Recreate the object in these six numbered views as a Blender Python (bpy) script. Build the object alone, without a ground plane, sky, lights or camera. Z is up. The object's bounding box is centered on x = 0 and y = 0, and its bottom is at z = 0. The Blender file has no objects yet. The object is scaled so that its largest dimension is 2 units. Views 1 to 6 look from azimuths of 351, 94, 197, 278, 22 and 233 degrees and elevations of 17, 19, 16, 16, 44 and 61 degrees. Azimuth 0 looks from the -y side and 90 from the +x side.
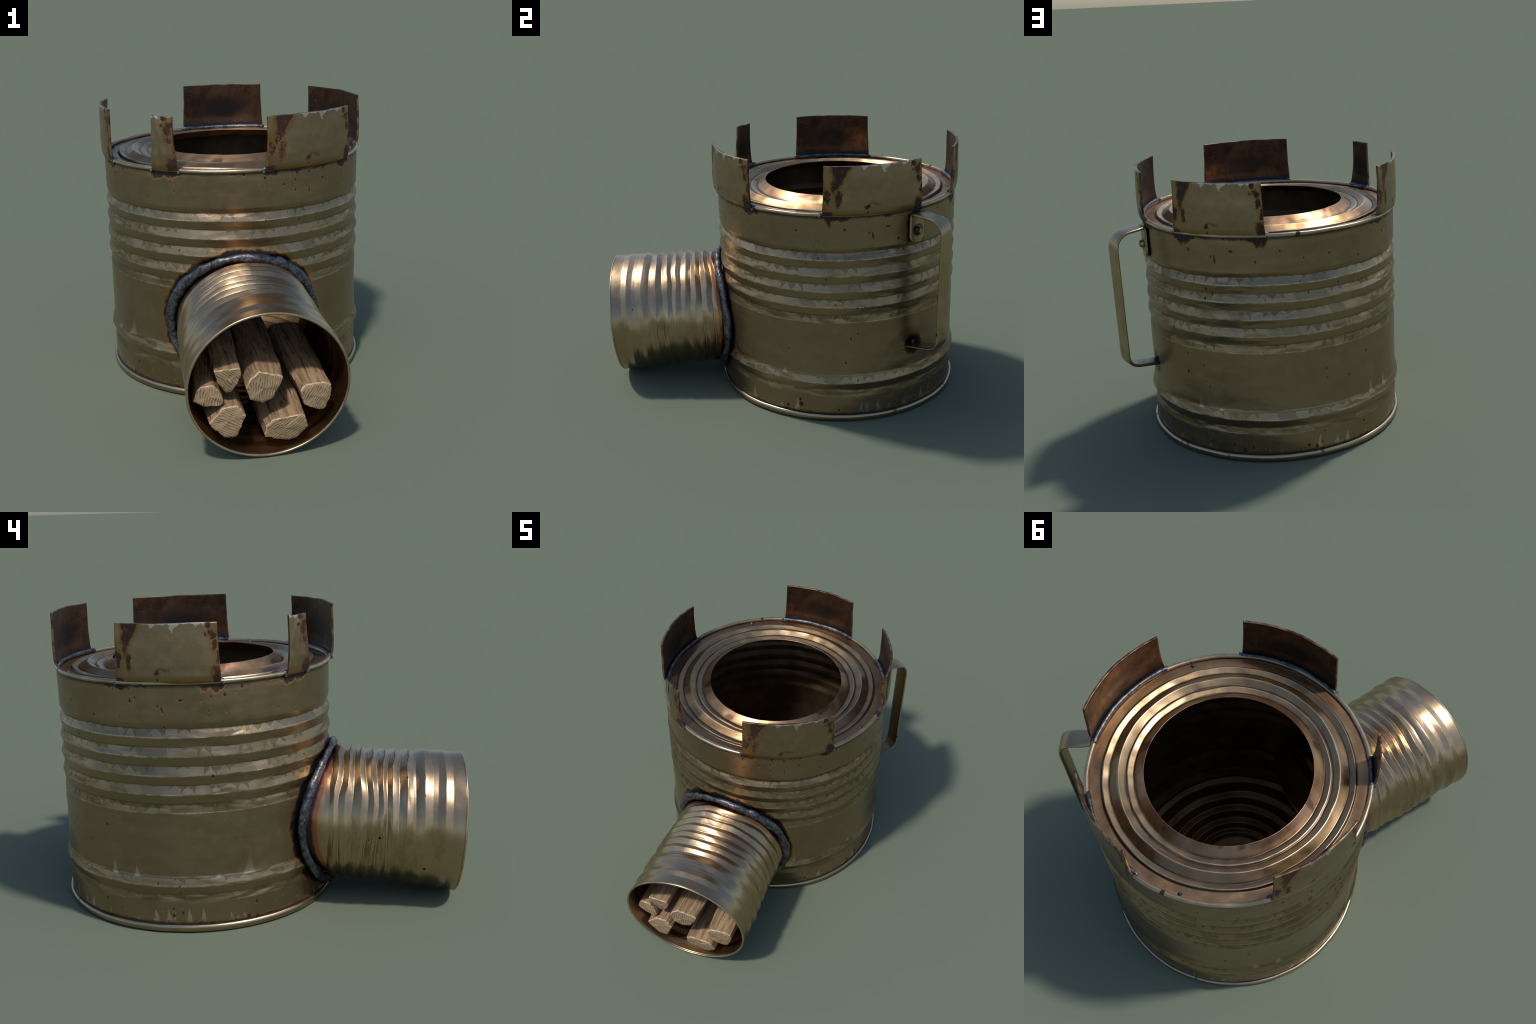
"""Rocket stove made from two welded tin cans, with a strap handle, five pot
support tabs round the rim and firewood sticks in the feed tube."""
import bpy, bmesh, math
import numpy as np
from mathutils import Vector, Matrix

TAU = 2 * math.pi
CX, CY = -0.002, 0.324          # axis of the big can at the ground
LEAN = -0.0065 / 1.15           # slight lean of the axis towards -y per metre

# ----------------------------------------------------------------- utilities
def vnoise(u, v, nu, nv, seed):
    """Smooth value noise on a grid, periodic in u (0..1)."""
    rng = np.random.default_rng(seed)
    g = rng.random((nu, nv + 3)) * 2 - 1
    u = (np.asarray(u, float) % 1.0) * nu
    v = np.clip(np.asarray(v, float), 0, 0.9999) * nv
    i, j = np.floor(u).astype(int), np.floor(v).astype(int)
    fu, fv = u - i, v - j
    fu, fv = fu * fu * (3 - 2 * fu), fv * fv * (3 - 2 * fv)
    a, b = g[i % nu, j], g[(i + 1) % nu, j]
    c, d = g[i % nu, j + 1], g[(i + 1) % nu, j + 1]
    return (a * (1 - fu) + b * fu) * (1 - fv) + (c * (1 - fu) + d * fu) * fv


def knoise(u, v, nu, nv, seed):
    """Creased noise: linear over the two triangles of every cell, periodic in u."""
    rng = np.random.default_rng(seed)
    g = rng.random((nu, nv + 3)) * 2 - 1
    u = (np.asarray(u, float) % 1.0) * nu
    v = np.clip(np.asarray(v, float), 0, 0.9999) * nv
    i, j = np.floor(u).astype(int), np.floor(v).astype(int)
    fu, fv = u - i, v - j
    a, b = g[i % nu, j], g[(i + 1) % nu, j]
    c, d = g[i % nu, j + 1], g[(i + 1) % nu, j + 1]
    diag = rng.random((nu, nv + 3))[i % nu, j] > 0.5
    one = np.where(fu > fv, a + (b - a) * fu + (d - b) * fv, a + (d - c) * fu + (c - a) * fv)
    two = np.where(fu + fv < 1, a + (b - a) * fu + (c - a) * fv, d + (c - d) * (1 - fu) + (b - d) * (1 - fv))
    return np.where(diag, one, two)


def mesh_object(name, verts, faces, mats, parent=None, mat_index=None, smooth=True, sharp=None):
    me = bpy.data.meshes.new(name)
    me.from_pydata([tuple(v) for v in np.asarray(verts, float).tolist()], [], faces)
    for m in mats:
        me.materials.append(m)
    if mat_index is not None:
        me.polygons.foreach_set("material_index", np.asarray(mat_index, np.int32))
    me.polygons.foreach_set("use_smooth", [smooth] * len(me.polygons))
    me.update()
    if sharp is not None:
        me.set_sharp_from_angle(angle=math.radians(sharp))
    ob = bpy.data.objects.new(name, me)
    bpy.context.collection.objects.link(ob)
    if parent:
        ob.parent = parent
    return ob


def grid_faces(nu, nv, wrap_u=True, wrap_v=False, off=0):
    """Quads of a grid stored row by row: index = v * nu + u."""
    U = np.arange(nu if wrap_u else nu - 1)
    V = np.arange(nv if wrap_v else nv - 1)
    uu, vv = np.meshgrid(U, V)
    u2, v2 = (uu + 1) % nu, (vv + 1) % nv
    q = np.stack([vv * nu + uu, vv * nu + u2, v2 * nu + u2, v2 * nu + uu], -1) + off
    return q.reshape(-1, 4).tolist()


def densify(pts, step, smooth=0.0):
    """Resample a polyline evenly and round its corners by box smoothing."""
    p = np.array(pts, float)
    d = np.r_[0, np.cumsum(np.linalg.norm(np.diff(p, axis=0), axis=1))]
    n = max(2, int(d[-1] / step) + 1)
    s = np.linspace(0, d[-1], n)
    if smooth <= 0:
        return np.stack([np.interp(s, d, p[:, k]) for k in range(p.shape[1])], 1)
    acc = 0
    offs = np.linspace(-smooth, smooth, 7)
    for o in offs:
        ss = np.clip(s + o * np.minimum(1, np.minimum(s, d[-1] - s) / smooth), 0, d[-1])
        acc = acc + np.stack([np.interp(ss, d, p[:, k]) for k in range(p.shape[1])], 1)
    return acc / len(offs)


# ----------------------------------------------------------- node expressions
class X:
    def __init__(s, t, k):
        s.t, s.k = t, k

    def _m(s, op, *a, clamp=False):
        n = s.t.nodes.new("ShaderNodeMath")
        n.operation, n.use_clamp = op, clamp
        for i, v in enumerate((s,) + a):
            if isinstance(v, X):
                s.t.links.new(v.k, n.inputs[i])
            else:
                n.inputs[i].default_value = float(v)
        return X(s.t, n.outputs[0])

    def __add__(s, o): return s._m("ADD", o)
    __radd__ = __add__
    def __mul__(s, o): return s._m("MULTIPLY", o)
    __rmul__ = __mul__
    def __sub__(s, o): return s._m("SUBTRACT", o)
    def __rsub__(s, o): return (s * -1.0) + o
    def __truediv__(s, o): return s._m("DIVIDE", o)
    def min(s, o): return s._m("MINIMUM", o)
    def max(s, o): return s._m("MAXIMUM", o)
    def abs(s): return s._m("ABSOLUTE")
    def floor(s): return s._m("FLOOR")
    def fract(s): return s._m("FRACT")
    def pow(s, e): return s._m("POWER", e)
    def sqrt(s): return s._m("SQRT")
    def sin(s): return s._m("SINE")
    def atan2(s, o): return s._m("ARCTAN2", o)
    def clamp(s): return s._m("ADD", 0.0, clamp=True)
    def inv(s): return 1.0 - s

    def ss(s, a, b):
        """smoothstep: 0 at a, 1 at b (either order)."""
        n = s.t.nodes.new("ShaderNodeMapRange")
        n.interpolation_type = "SMOOTHSTEP"
        lo, hi, f0, f1 = (a, b, 0, 1) if a < b else (b, a, 1, 0)
        s.t.links.new(s.k, n.inputs[0])
        for i, v in zip((1, 2, 3, 4), (lo, hi, f0, f1)):
            n.inputs[i].default_value = v
        return X(s.t, n.outputs[0])


class Mat:
    def __init__(s, name):
        s.m = bpy.data.materials.new(name)
        s.m.use_nodes = True
        s.t = s.m.node_tree
        s.b = s.t.nodes["Principled BSDF"]
        s.tc = s.t.nodes.new("ShaderNodeTexCoord")

    def coord(s, kind="Object"):
        n = s.t.nodes.new("ShaderNodeSeparateXYZ")
        s.t.links.new(s.tc.outputs[kind], n.inputs[0])
        return [X(s.t, o) for o in n.outputs]

    def vec(s, x, y, z):
        n = s.t.nodes.new("ShaderNodeCombineXYZ")
        for i, v in enumerate((x, y, z)):
            if isinstance(v, X):
                s.t.links.new(v.k, n.inputs[i])
            else:
                n.inputs[i].default_value = v
        return n.outputs[0]

    def noise(s, scale, v=None, detail=3, rough=0.55, dist=0.0):
        n = s.t.nodes.new("ShaderNodeTexNoise")
        s.t.links.new(v or s.tc.outputs["Object"], n.inputs["Vector"])
        n.inputs["Scale"].default_value = scale
        n.inputs["Detail"].default_value = detail
        n.inputs["Roughness"].default_value = rough
        n.inputs["Distortion"].default_value = dist
        return X(s.t, n.outputs["Fac"])

    def voro(s, scale, v=None, feature="F1", out="Distance"):
        n = s.t.nodes.new("ShaderNodeTexVoronoi")
        n.feature = feature
        s.t.links.new(v or s.tc.outputs["Object"], n.inputs["Vector"])
        n.inputs["Scale"].default_value = scale
        return X(s.t, n.outputs[out])

    def white(s, x, y=0.0):
        n = s.t.nodes.new("ShaderNodeTexWhiteNoise")
        n.noise_dimensions = "2D"
        s.t.links.new(s.vec(x, y, 0.0), n.inputs["Vector"])
        return X(s.t, n.outputs["Value"])

    def rgb(s, c):
        n = s.t.nodes.new("ShaderNodeRGB")
        n.outputs[0].default_value = (*c, 1)
        return n.outputs[0]

    def mix(s, a, b, f):
        n = s.t.nodes.new("ShaderNodeMix")
        n.data_type = "RGBA"
        if isinstance(f, X):
            s.t.links.new(f.k, n.inputs[0])
        else:
            n.inputs[0].default_value = f
        for i, c in ((6, a), (7, b)):
            if isinstance(c, tuple):
                n.inputs[i].default_value = (*c, 1)
            else:
                s.t.links.new(c, n.inputs[i])
        return n.outputs[2]

    def bump(s, h, strength=0.3, dist=0.01):
        n = s.t.nodes.new("ShaderNodeBump")
        n.inputs["Strength"].default_value = strength
        n.inputs["Distance"].default_value = dist
        s.t.links.new(h.k, n.inputs["Height"])
        s.t.links.new(n.outputs[0], s.b.inputs["Normal"])

    def out(s, col, metal, rough):
        for nm, v in (("Base Color", col), ("Metallic", metal), ("Roughness", rough)):
            i = s.b.inputs[nm]
            if isinstance(v, X):
                s.t.links.new(v.k, i)
            elif isinstance(v, tuple):
                i.default_value = (*v, 1)
            elif isinstance(v, (int, float)):
                i.default_value = v
            else:
                s.t.links.new(v, i)
        return s.m


# ------------------------------------------------------------------- palette
PAINT = (0.365, 0.264, 0.164)
PAINT_DK = (0.292, 0.209, 0.127)
SKY_SHEEN = (0.45, 0.36, 0.265)
RUST = (0.040, 0.016, 0.011)
RUST_MID = (0.120, 0.050, 0.020)
HALO = (0.34, 0.205, 0.075)
SOOT = (0.012, 0.012, 0.015)
STEEL = (0.36, 0.30, 0.225)
COPPER = (0.30, 0.175, 0.10)
WELD = (0.20, 0.21, 0.225)

# ------------------------------------------------------- feed tube local frame
TF = np.array([-0.0421, -0.964, 0.344])             # centre of the tube mouth
TD = np.array([0.0489, -1.0, -0.0631]); TD /= np.linalg.norm(TD)   # outwards
TA = np.cross([0, 0, 1.0], TD); TA /= np.linalg.norm(TA)       # across, towards +x
TB = np.cross(TD, TA)                                          # up


TSHEAR = 0.034                                                 # the tube's root sits a little further to +x


def tube_distance(M, x, y, z):
    """Node expression: distance of a point from the feed tube's axis near its root."""
    dx, dy, dz = x - (TF[0] + TA[0] * TSHEAR), y - TF[1], z - (TF[2] + 0.010)
    a = dx * TA[0] + dy * TA[1] + dz * TA[2]
    b = dx * TB[0] + dy * TB[1] + dz * TB[2]
    a = a * 0.968
    return (a * a + b * b).sqrt()


SUPPORTS = ((-83.8, -40.6), (-4.9, 39.8), (66.6, 105.9), (161.5, 199.6), (-131.2, -121.7))    # degrees round the can


# ----------------------------------------------------------------- materials
def mat_can():
    M = Mat("painted_tin")
    x, y, z = M.coord()
    px, py = x - CX, y - (CY + LEAN * 0.6)
    phi = py.atan2(px)
    n1 = M.noise(3.0, detail=4)
    n2 = M.noise(22.0, detail=4, rough=0.6)
    n3 = M.noise(120.0, detail=2)
    col = M.mix(PAINT_DK, PAINT, (n1 * 0.9 + n2 * 0.35).ss(0.35, 0.85))
    # ---- sky reflection painted on the ribs' upper facets, ragged along the valley line
    w = phi * 11.0 + n2 * 0.5
    ridge = (z - 0.565) / 0.0856
    row = ridge.floor()
    t = ridge.fract()
    w = w + row * 3.37
    tri = (w.fract() - 0.5).abs() * 2.0
    amp = M.white(w.floor(), row).pow(2.2) * 0.50
    cell = M.white((phi * 8.0 + row * 5.1 + n2 * 0.25 + t * 0.6).floor(), row + 7.0)
    band = z.ss(0.560, 0.566) * z.ss(0.951, 0.945)
    lit = (0.50 - amp * tri - t).ss(0.0, 0.03) * band
    lit = lit * (cell.ss(0.10, 0.50) * 0.65 + 0.35)
    # bead near the foot
    t2 = (z - 0.222) / 0.040
    lit2 = (1.0 - amp * tri * 1.6 - t2).ss(0.0, 0.06) * t2.ss(0.0, 0.03)
    lit2 = lit2 * (cell.ss(0.15, 0.4) * 0.75 + 0.25)
    t3 = (z - 0.145) / 0.038
    lit3 = (1.0 - amp * tri * 1.4 - t3).ss(0.0, 0.06) * t3.ss(0.0, 0.05) * cell.ss(0.35, 0.7) * 0.6
    facet_sheen = lit.max(lit2).max(lit3)
    # painted sky glints: spikes above the bead, wedges above the foot
    w4 = phi * 17.0 + n1 * 1.5
    a4 = M.white(w4.floor(), 3.0)
    spike = a4.ss(0.86, 1.0) * 0.085
    tri4 = 1.0 - (w4.fract() - 0.5).abs() * 2.0
    glint = (spike * tri4 - (z - 0.262)).ss(0.0, 0.035) * z.ss(0.255, 0.262) * 0.7
    w5 = phi * 21.0 + n2 * 0.9
    a5 = M.white(w5.floor(), 9.0)
    tri5 = 1.0 - (w5.fract() - 0.5).abs() * 2.0
    foot_glint = (a5.ss(0.45, 1.0) * 0.075 * tri5 * n1.ss(0.42, 0.56) - (z - 0.046)).ss(0.0, 0.004) * 0.9
    # one broad sky-lit dent, coloured pale, rising from the bead on the -x side
    rise = (z - 0.262) / 0.105
    side = (phi + 2.618 + (n2 - 0.5) * 0.03 - rise * 0.012).abs()
    glint = glint.max((0.052 * (1.0 - rise.max(0.0).pow(0.7)) - side).ss(-0.006, 0.018) * rise.ss(-0.05, 0.02) * rise.ss(1.0, 0.5))
    facet_sheen = facet_sheen.max(glint).max(foot_glint)
    up = t.ss(0.53, 0.49) * band
    up = up.max((t2.ss(0.0, 0.05) * t2.ss(1.12, 1.0)) * 0.9).max(t3.ss(0.0, 0.05) * t3.ss(1.05, 0.95) * 0.7)
    col = M.mix(col, (0.180, 0.138, 0.072), (up - facet_sheen).clamp() * 0.8)  # olive darkened where a facet mirrors the ground, not sky
    col = M.mix(col, SKY_SHEEN, facet_sheen * 0.12)
    col = M.mix(col, (0.70, 0.60, 0.50), glint.max(foot_glint) * 0.7)
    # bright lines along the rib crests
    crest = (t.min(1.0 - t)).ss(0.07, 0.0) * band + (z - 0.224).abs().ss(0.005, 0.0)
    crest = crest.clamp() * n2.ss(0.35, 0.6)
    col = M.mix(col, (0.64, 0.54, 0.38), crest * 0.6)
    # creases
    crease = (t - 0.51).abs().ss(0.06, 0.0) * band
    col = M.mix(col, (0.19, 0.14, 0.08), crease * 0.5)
    # ---- grime blots and streaks
    grime = M.noise(6.0, M.vec(x * 1.6, y * 1.6, z * 0.8), detail=6, rough=0.65).ss(0.56, 0.72)
    col = M.mix(col, (0.27, 0.20, 0.105), grime * 0.5)
    # ---- rust: ragged fringe under the rim, flecks, foot
    edge = M.noise(11.0, M.vec(x, y, z * 0.5), detail=5, rough=0.65)
    under, corner = None, None
    for a0, a1 in SUPPORTS:
        mid, half = math.radians((a0 + a1) / 2), math.radians((a1 - a0) / 2)
        dd = (phi - mid + math.pi) / TAU
        dd = ((dd - dd.floor()) * TAU - math.pi).abs() - half       # negative under the support
        k, e = dd.ss(0.03, -0.02), dd.abs().ss(0.13, 0.0)
        under = k if under is None else under.max(k)
        corner = e if corner is None else corner.max(e)
    depth = (edge - 0.52) * 0.17 + corner * 0.036 + under * 0.016
    fr = (depth - (1.143 - z)) / 0.03
    dens = M.noise(5.0, detail=3)
    fl = M.voro(30.0, M.vec(x, y, z * 0.7))
    pick = M.voro(30.0, M.vec(x, y, z * 0.7), out="Color")
    size = (dens - 0.38) * 0.62 + pick * 0.25 - 0.20
    size = size + z.ss(0.18, 0.03) * 0.17 + z.ss(0.95, 1.12) * 0.08 + 0.035
    fleck = (size + (n2 - 0.5) * 0.3 - fl) / 0.16
    foot = (M.noise(26.0, detail=4) * 0.050 - 0.009 - (z - 0.030)) / 0.02
    rust = fr.max(fleck).max(foot * 0.8)
    for a0, a1 in SUPPORTS:
        if a1 - a0 < 20:
            continue
        mid = math.radians((a0 + a1) / 2)
        dd = (phi - mid + math.pi) / TAU
        dd = (dd - dd.floor()) * TAU - math.pi + (n2 - 0.5) * 0.03 + (z - 1.03) * 0.25
        for da, zc, ra, rz in ((-0.03, 1.030, 0.009, 0.024), (-0.055, 1.045, 0.007, 0.008), (0.105, 1.072, 0.022, 0.008), (-0.24, 1.068, 0.012, 0.012), (0.27, 1.02, 0.008, 0.006)):
            e1, e2 = (dd - da) / ra, (z + (n2 - 0.5) * 0.02 - zc) / rz
            rust = rust.max((1.0 - (e1 * e1 + e2 * e2).sqrt()) * 0.8)
    col = M.mix(col, HALO, rust.ss(-0.55, 0.0) * 0.75)
    col = M.mix(col, RUST_MID, rust.ss(-0.05, 0.3))
    col = M.mix(col, RUST, rust.ss(0.25, 0.6))
    # ---- contact shadow darkened into the colour under the rim and over the foot
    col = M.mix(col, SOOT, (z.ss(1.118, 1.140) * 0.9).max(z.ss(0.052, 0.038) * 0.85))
    # ---- scorch round the feed tube weld
    td = tube_distance(M, x, y, z)
    front = y.ss(-0.05, -0.12)
    td = td + (edge - 0.5) * 0.060 + (n2 - 0.5) * 0.03
    col = M.mix(col, (0.42, 0.24, 0.085), td.ss(0.404, 0.374) * front * 0.75)
    col = M.mix(col, (0.095, 0.035, 0.018), td.ss(0.377, 0.368) * front)
    col = M.mix(col, SOOT, td.ss(0.370, 0.362) * front)
    scorched = td.ss(0.377, 0.368) * front
    # ---- burn at the handle's lower end and behind its bracket
    hx, hy = math.cos(math.radians(37.6)) * 0.66 + CX, math.sin(math.radians(37.6)) * 0.66 + CY
    hd = ((x - hx) * (x - hx) + (y - hy) * (y - hy) + (z - 0.390) * (z - 0.390)).sqrt() + (n2 - 0.5) * 0.03
    col = M.mix(col, (0.13, 0.06, 0.025), hd.ss(0.070, 0.052))
    col = M.mix(col, SOOT, hd.ss(0.058, 0.036) * 0.9)
    hh = ((x - hx) * (x - hx) + (y - hy) * (y - hy)).sqrt() + (n2 - 0.5) * 0.02
    hb = hh.ss(0.068, 0.052) * z.ss(0.955, 0.972) * z.ss(1.128, 1.11)
    col = M.mix(col, (0.02, 0.017, 0.014), hb * 0.85)
    rusty = rust.ss(-0.2, 0.3)
    M.bump(n3 * 0.25 + n2 * 0.3 + rusty * -0.5 + facet_sheen * -0.4, 0.35, 0.004)
    rough = n2 * 0.16 + 0.27 + rusty * 0.3
    metal = (1.0 - rusty * 0.7 - scorched * 0.4).clamp()
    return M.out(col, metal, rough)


def mat_inside():
    M = Mat("sooty_tin_inside")
    n = M.noise(5.0, detail=4)
    col = M.mix((0.14, 0.094, 0.054), (0.27, 0.18, 0.10), n.ss(0.35, 0.7))
    return M.out(col, 1.0, 0.56)


def mat_rim():
    M = Mat("bare_tin_rim")
    x, y, z = M.coord()
    n = M.noise(9.0, detail=4)
    n2 = M.noise(60.0, detail=3)
    col = M.mix((0.54, 0.42, 0.27), (0.38, 0.285, 0.165), n.ss(0.35, 0.7))
    spots = M.noise(13.0, detail=1).ss(0.70, 0.73)
    col = M.mix(col, (0.03, 0.022, 0.02), spots)
    M.bump(n * 0.5 + n2 * 0.2, 0.3, 0.004)
    return M.out(col, 0.9 - spots * 0.5, n2 * 0.15 + 0.22)


def mat_foot_rim():
    M = Mat("foot_rim_tin")
    x, y, z = M.coord()
    n = M.noise(9.0, detail=4)
    n2 = M.noise(60.0, detail=3)
    col = M.mix((0.40, 0.295, 0.17), (0.34, 0.25, 0.14), n.ss(0.35, 0.7))
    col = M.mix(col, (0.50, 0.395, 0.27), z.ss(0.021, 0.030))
    spots = M.noise(17.0, detail=2).ss(0.66, 0.72)
    col = M.mix(col, (0.05, 0.03, 0.02), spots * 0.8)
    M.bump(n * 0.5 + n2 * 0.2, 0.3, 0.004)
    return M.out(col, 1.0 - spots * 0.5, n2 * 0.15 + 0.25)


def mat_lid():
    M = Mat("heat_tinted_lid")
    x, y, z = M.coord()
    px, py = x - CX, y - (CY + LEAN * 1.15)
    r = (px * px + py * py).sqrt()
    n = M.noise(4.0, detail=4)
    n2 = M.noise(24.0, detail=4)
    n3 = M.noise(150.0, detail=2)
    rr = r + (n2 - 0.5) * 0.012
    col = M.mix((0.345, 0.225, 0.115), (0.265, 0.165, 0.082), n.ss(0.35, 0.7))
    # ridge slopes lightened in colour for the sky and sun they reflect
    for a, b in ((0.585, 0.560), (0.514, 0.482), (0.470, 0.444)):
        band = rr.ss(a + 0.003, a - 0.002) * rr.ss(b - 0.004, b + 0.004)
        col = M.mix(col, (0.40, 0.29, 0.17), band * 0.7)
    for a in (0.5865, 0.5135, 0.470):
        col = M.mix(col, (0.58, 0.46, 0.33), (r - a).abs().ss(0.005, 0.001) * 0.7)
    for a in (0.592, 0.555, 0.479, 0.441):
        col = M.mix(col, (0.045, 0.032, 0.026), (r - a).abs().ss(0.007, 0.001) * 0.75)
    # heat tint: annulus next to the tabs and lip round the hole
    col = M.mix(col, (0.33, 0.185, 0.10), rr.ss(0.595, 0.635) * 0.85)
    col = M.mix(col, (0.44, 0.24, 0.11), rr.ss(0.628, 0.641) * n.ss(0.3, 0.6) * 0.8)
    col = M.mix(col, (0.028, 0.020, 0.026), rr.ss(0.640, 0.652))
    col = M.mix(col, (0.42, 0.245, 0.135), rr.ss(0.436, 0.425) * 0.8)
    stain = M.noise(6.0, detail=5, rough=0.65).ss(0.50, 0.66)
    col = M.mix(col, (0.17, 0.095, 0.050), stain * 0.55)
    blots = M.noise(7.0, detail=2).ss(0.60, 0.68) * rr.ss(0.440, 0.432)
    col = M.mix(col, (0.10, 0.045, 0.045), blots * 0.75)
    M.bump(n2 * 0.5 + n3 * 0.2, 0.25, 0.004)
    return M.out(col, 1.0, n2 * 0.2 + 0.28 + stain * 0.08)


def mat_tube():
    """Generated from tube coordinates: object z runs outwards along the tube."""
    M = Mat("bare_tube_tin")
    x, y, z = M.coord()
    n = M.noise(4.0, detail=4)
    n2 = M.noise(26.0, detail=4)
    n3 = M.noise(140.0, detail=2)
    phi = y.atan2(x)
    col = M.mix((0.50, 0.365, 0.225), (0.41, 0.29, 0.17), n.ss(0.35, 0.68))
    stain = M.noise(5.0, M.vec(x, y, z * 2.6), detail=5, rough=0.65).ss(0.52, 0.66)
    col = M.mix(col, (0.34, 0.235, 0.125), stain * 0.55)
    # scratches round the girth
    scr = M.noise(4.0, M.vec(x * 0.7, y * 0.7, z * 30.0), detail=4).ss(0.60, 0.70)
    col = M.mix(col, (0.32, 0.23, 0.13), scr * 0.35)
    # heat colours beside the weld (straight ring further along the tube)
    wx = x * TA[0] + y * TB[0] + z * TD[0] + (TF[0] - CX)
    wy = x * TA[1] + y * TB[1] + z * TD[1] + (TF[1] - CY)
    away = (wx * wx + wy * wy).sqrt() - 0.66 + (n2 - 0.5) * 0.014
    col = M.mix(col, (0.46, 0.27, 0.13), away.ss(0.105, 0.068) * 0.7)
    col = M.mix(col, (0.40, 0.155, 0.07), away.ss(0.073, 0.063))
    col = M.mix(col, (0.06, 0.035, 0.05), away.ss(0.054, 0.042))
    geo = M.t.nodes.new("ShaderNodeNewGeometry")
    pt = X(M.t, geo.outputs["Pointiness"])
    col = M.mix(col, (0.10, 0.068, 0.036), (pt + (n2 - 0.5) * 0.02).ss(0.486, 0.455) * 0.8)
    col = M.mix(col, (0.62, 0.48, 0.31), (pt + (n2 - 0.5) * 0.02).ss(0.515, 0.545) * 0.5)
    # dark flecks
    fl = M.voro(14.0)
    pick = M.voro(14.0, out="Color")
    fleck = (pick * 0.34 - 0.20 - fl).ss(-0.015, 0.015)
    col = M.mix(col, (0.035, 0.018, 0.012), fleck)
    # underside colour darkened for the ground shadow it mirrors
    belly = (y + (n2 - 0.5) * 0.12).ss(-0.26, -0.33)
    col = M.mix(col, (0.22, 0.165, 0.09), belly * 0.25)
    M.bump(n2 * 0.5 + n3 * 0.15, 0.22, 0.004)
    return M.out(col, 1.0, n2 * 0.16 + 0.22 + belly * 0.1)


def mat_tube_tint():
    M = Mat("heat_blued_collar")
    x, y, z = M.coord()
    n2 = M.noise(26.0, detail=4)
    t = M.coord("Generated")
    col = M.mix((0.30, 0.145, 0.075), (0.13, 0.06, 0.06), n2.ss(0.4, 0.65))
    return M.out(col, 0.85, 0.35)


def mat_tube_inside():
    M = Mat("warm_tube_inside")
    n = M.noise(6.0, detail=4)
    col = M.mix((0.46, 0.31, 0.18), (0.34, 0.21, 0.115), n.ss(0.35, 0.7))
    return M.out(col, 1.0, 0.32)


def mat_weld():
    M = Mat("weld_metal")
    n = M.noise(26.0, detail=4)
    n2 = M.noise(70.0, detail=4)
    col = M.mix((0.040, 0.043, 0.050), (0.185, 0.19, 0.205), (n * 0.6 + n2 * 0.5).ss(0.40, 0.72))
    M.bump(n * 0.6 + n2 * 0.5, 0.8, 0.006)
    return M.out(col, 0.8, n2 * 0.25 + 0.25)


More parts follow.
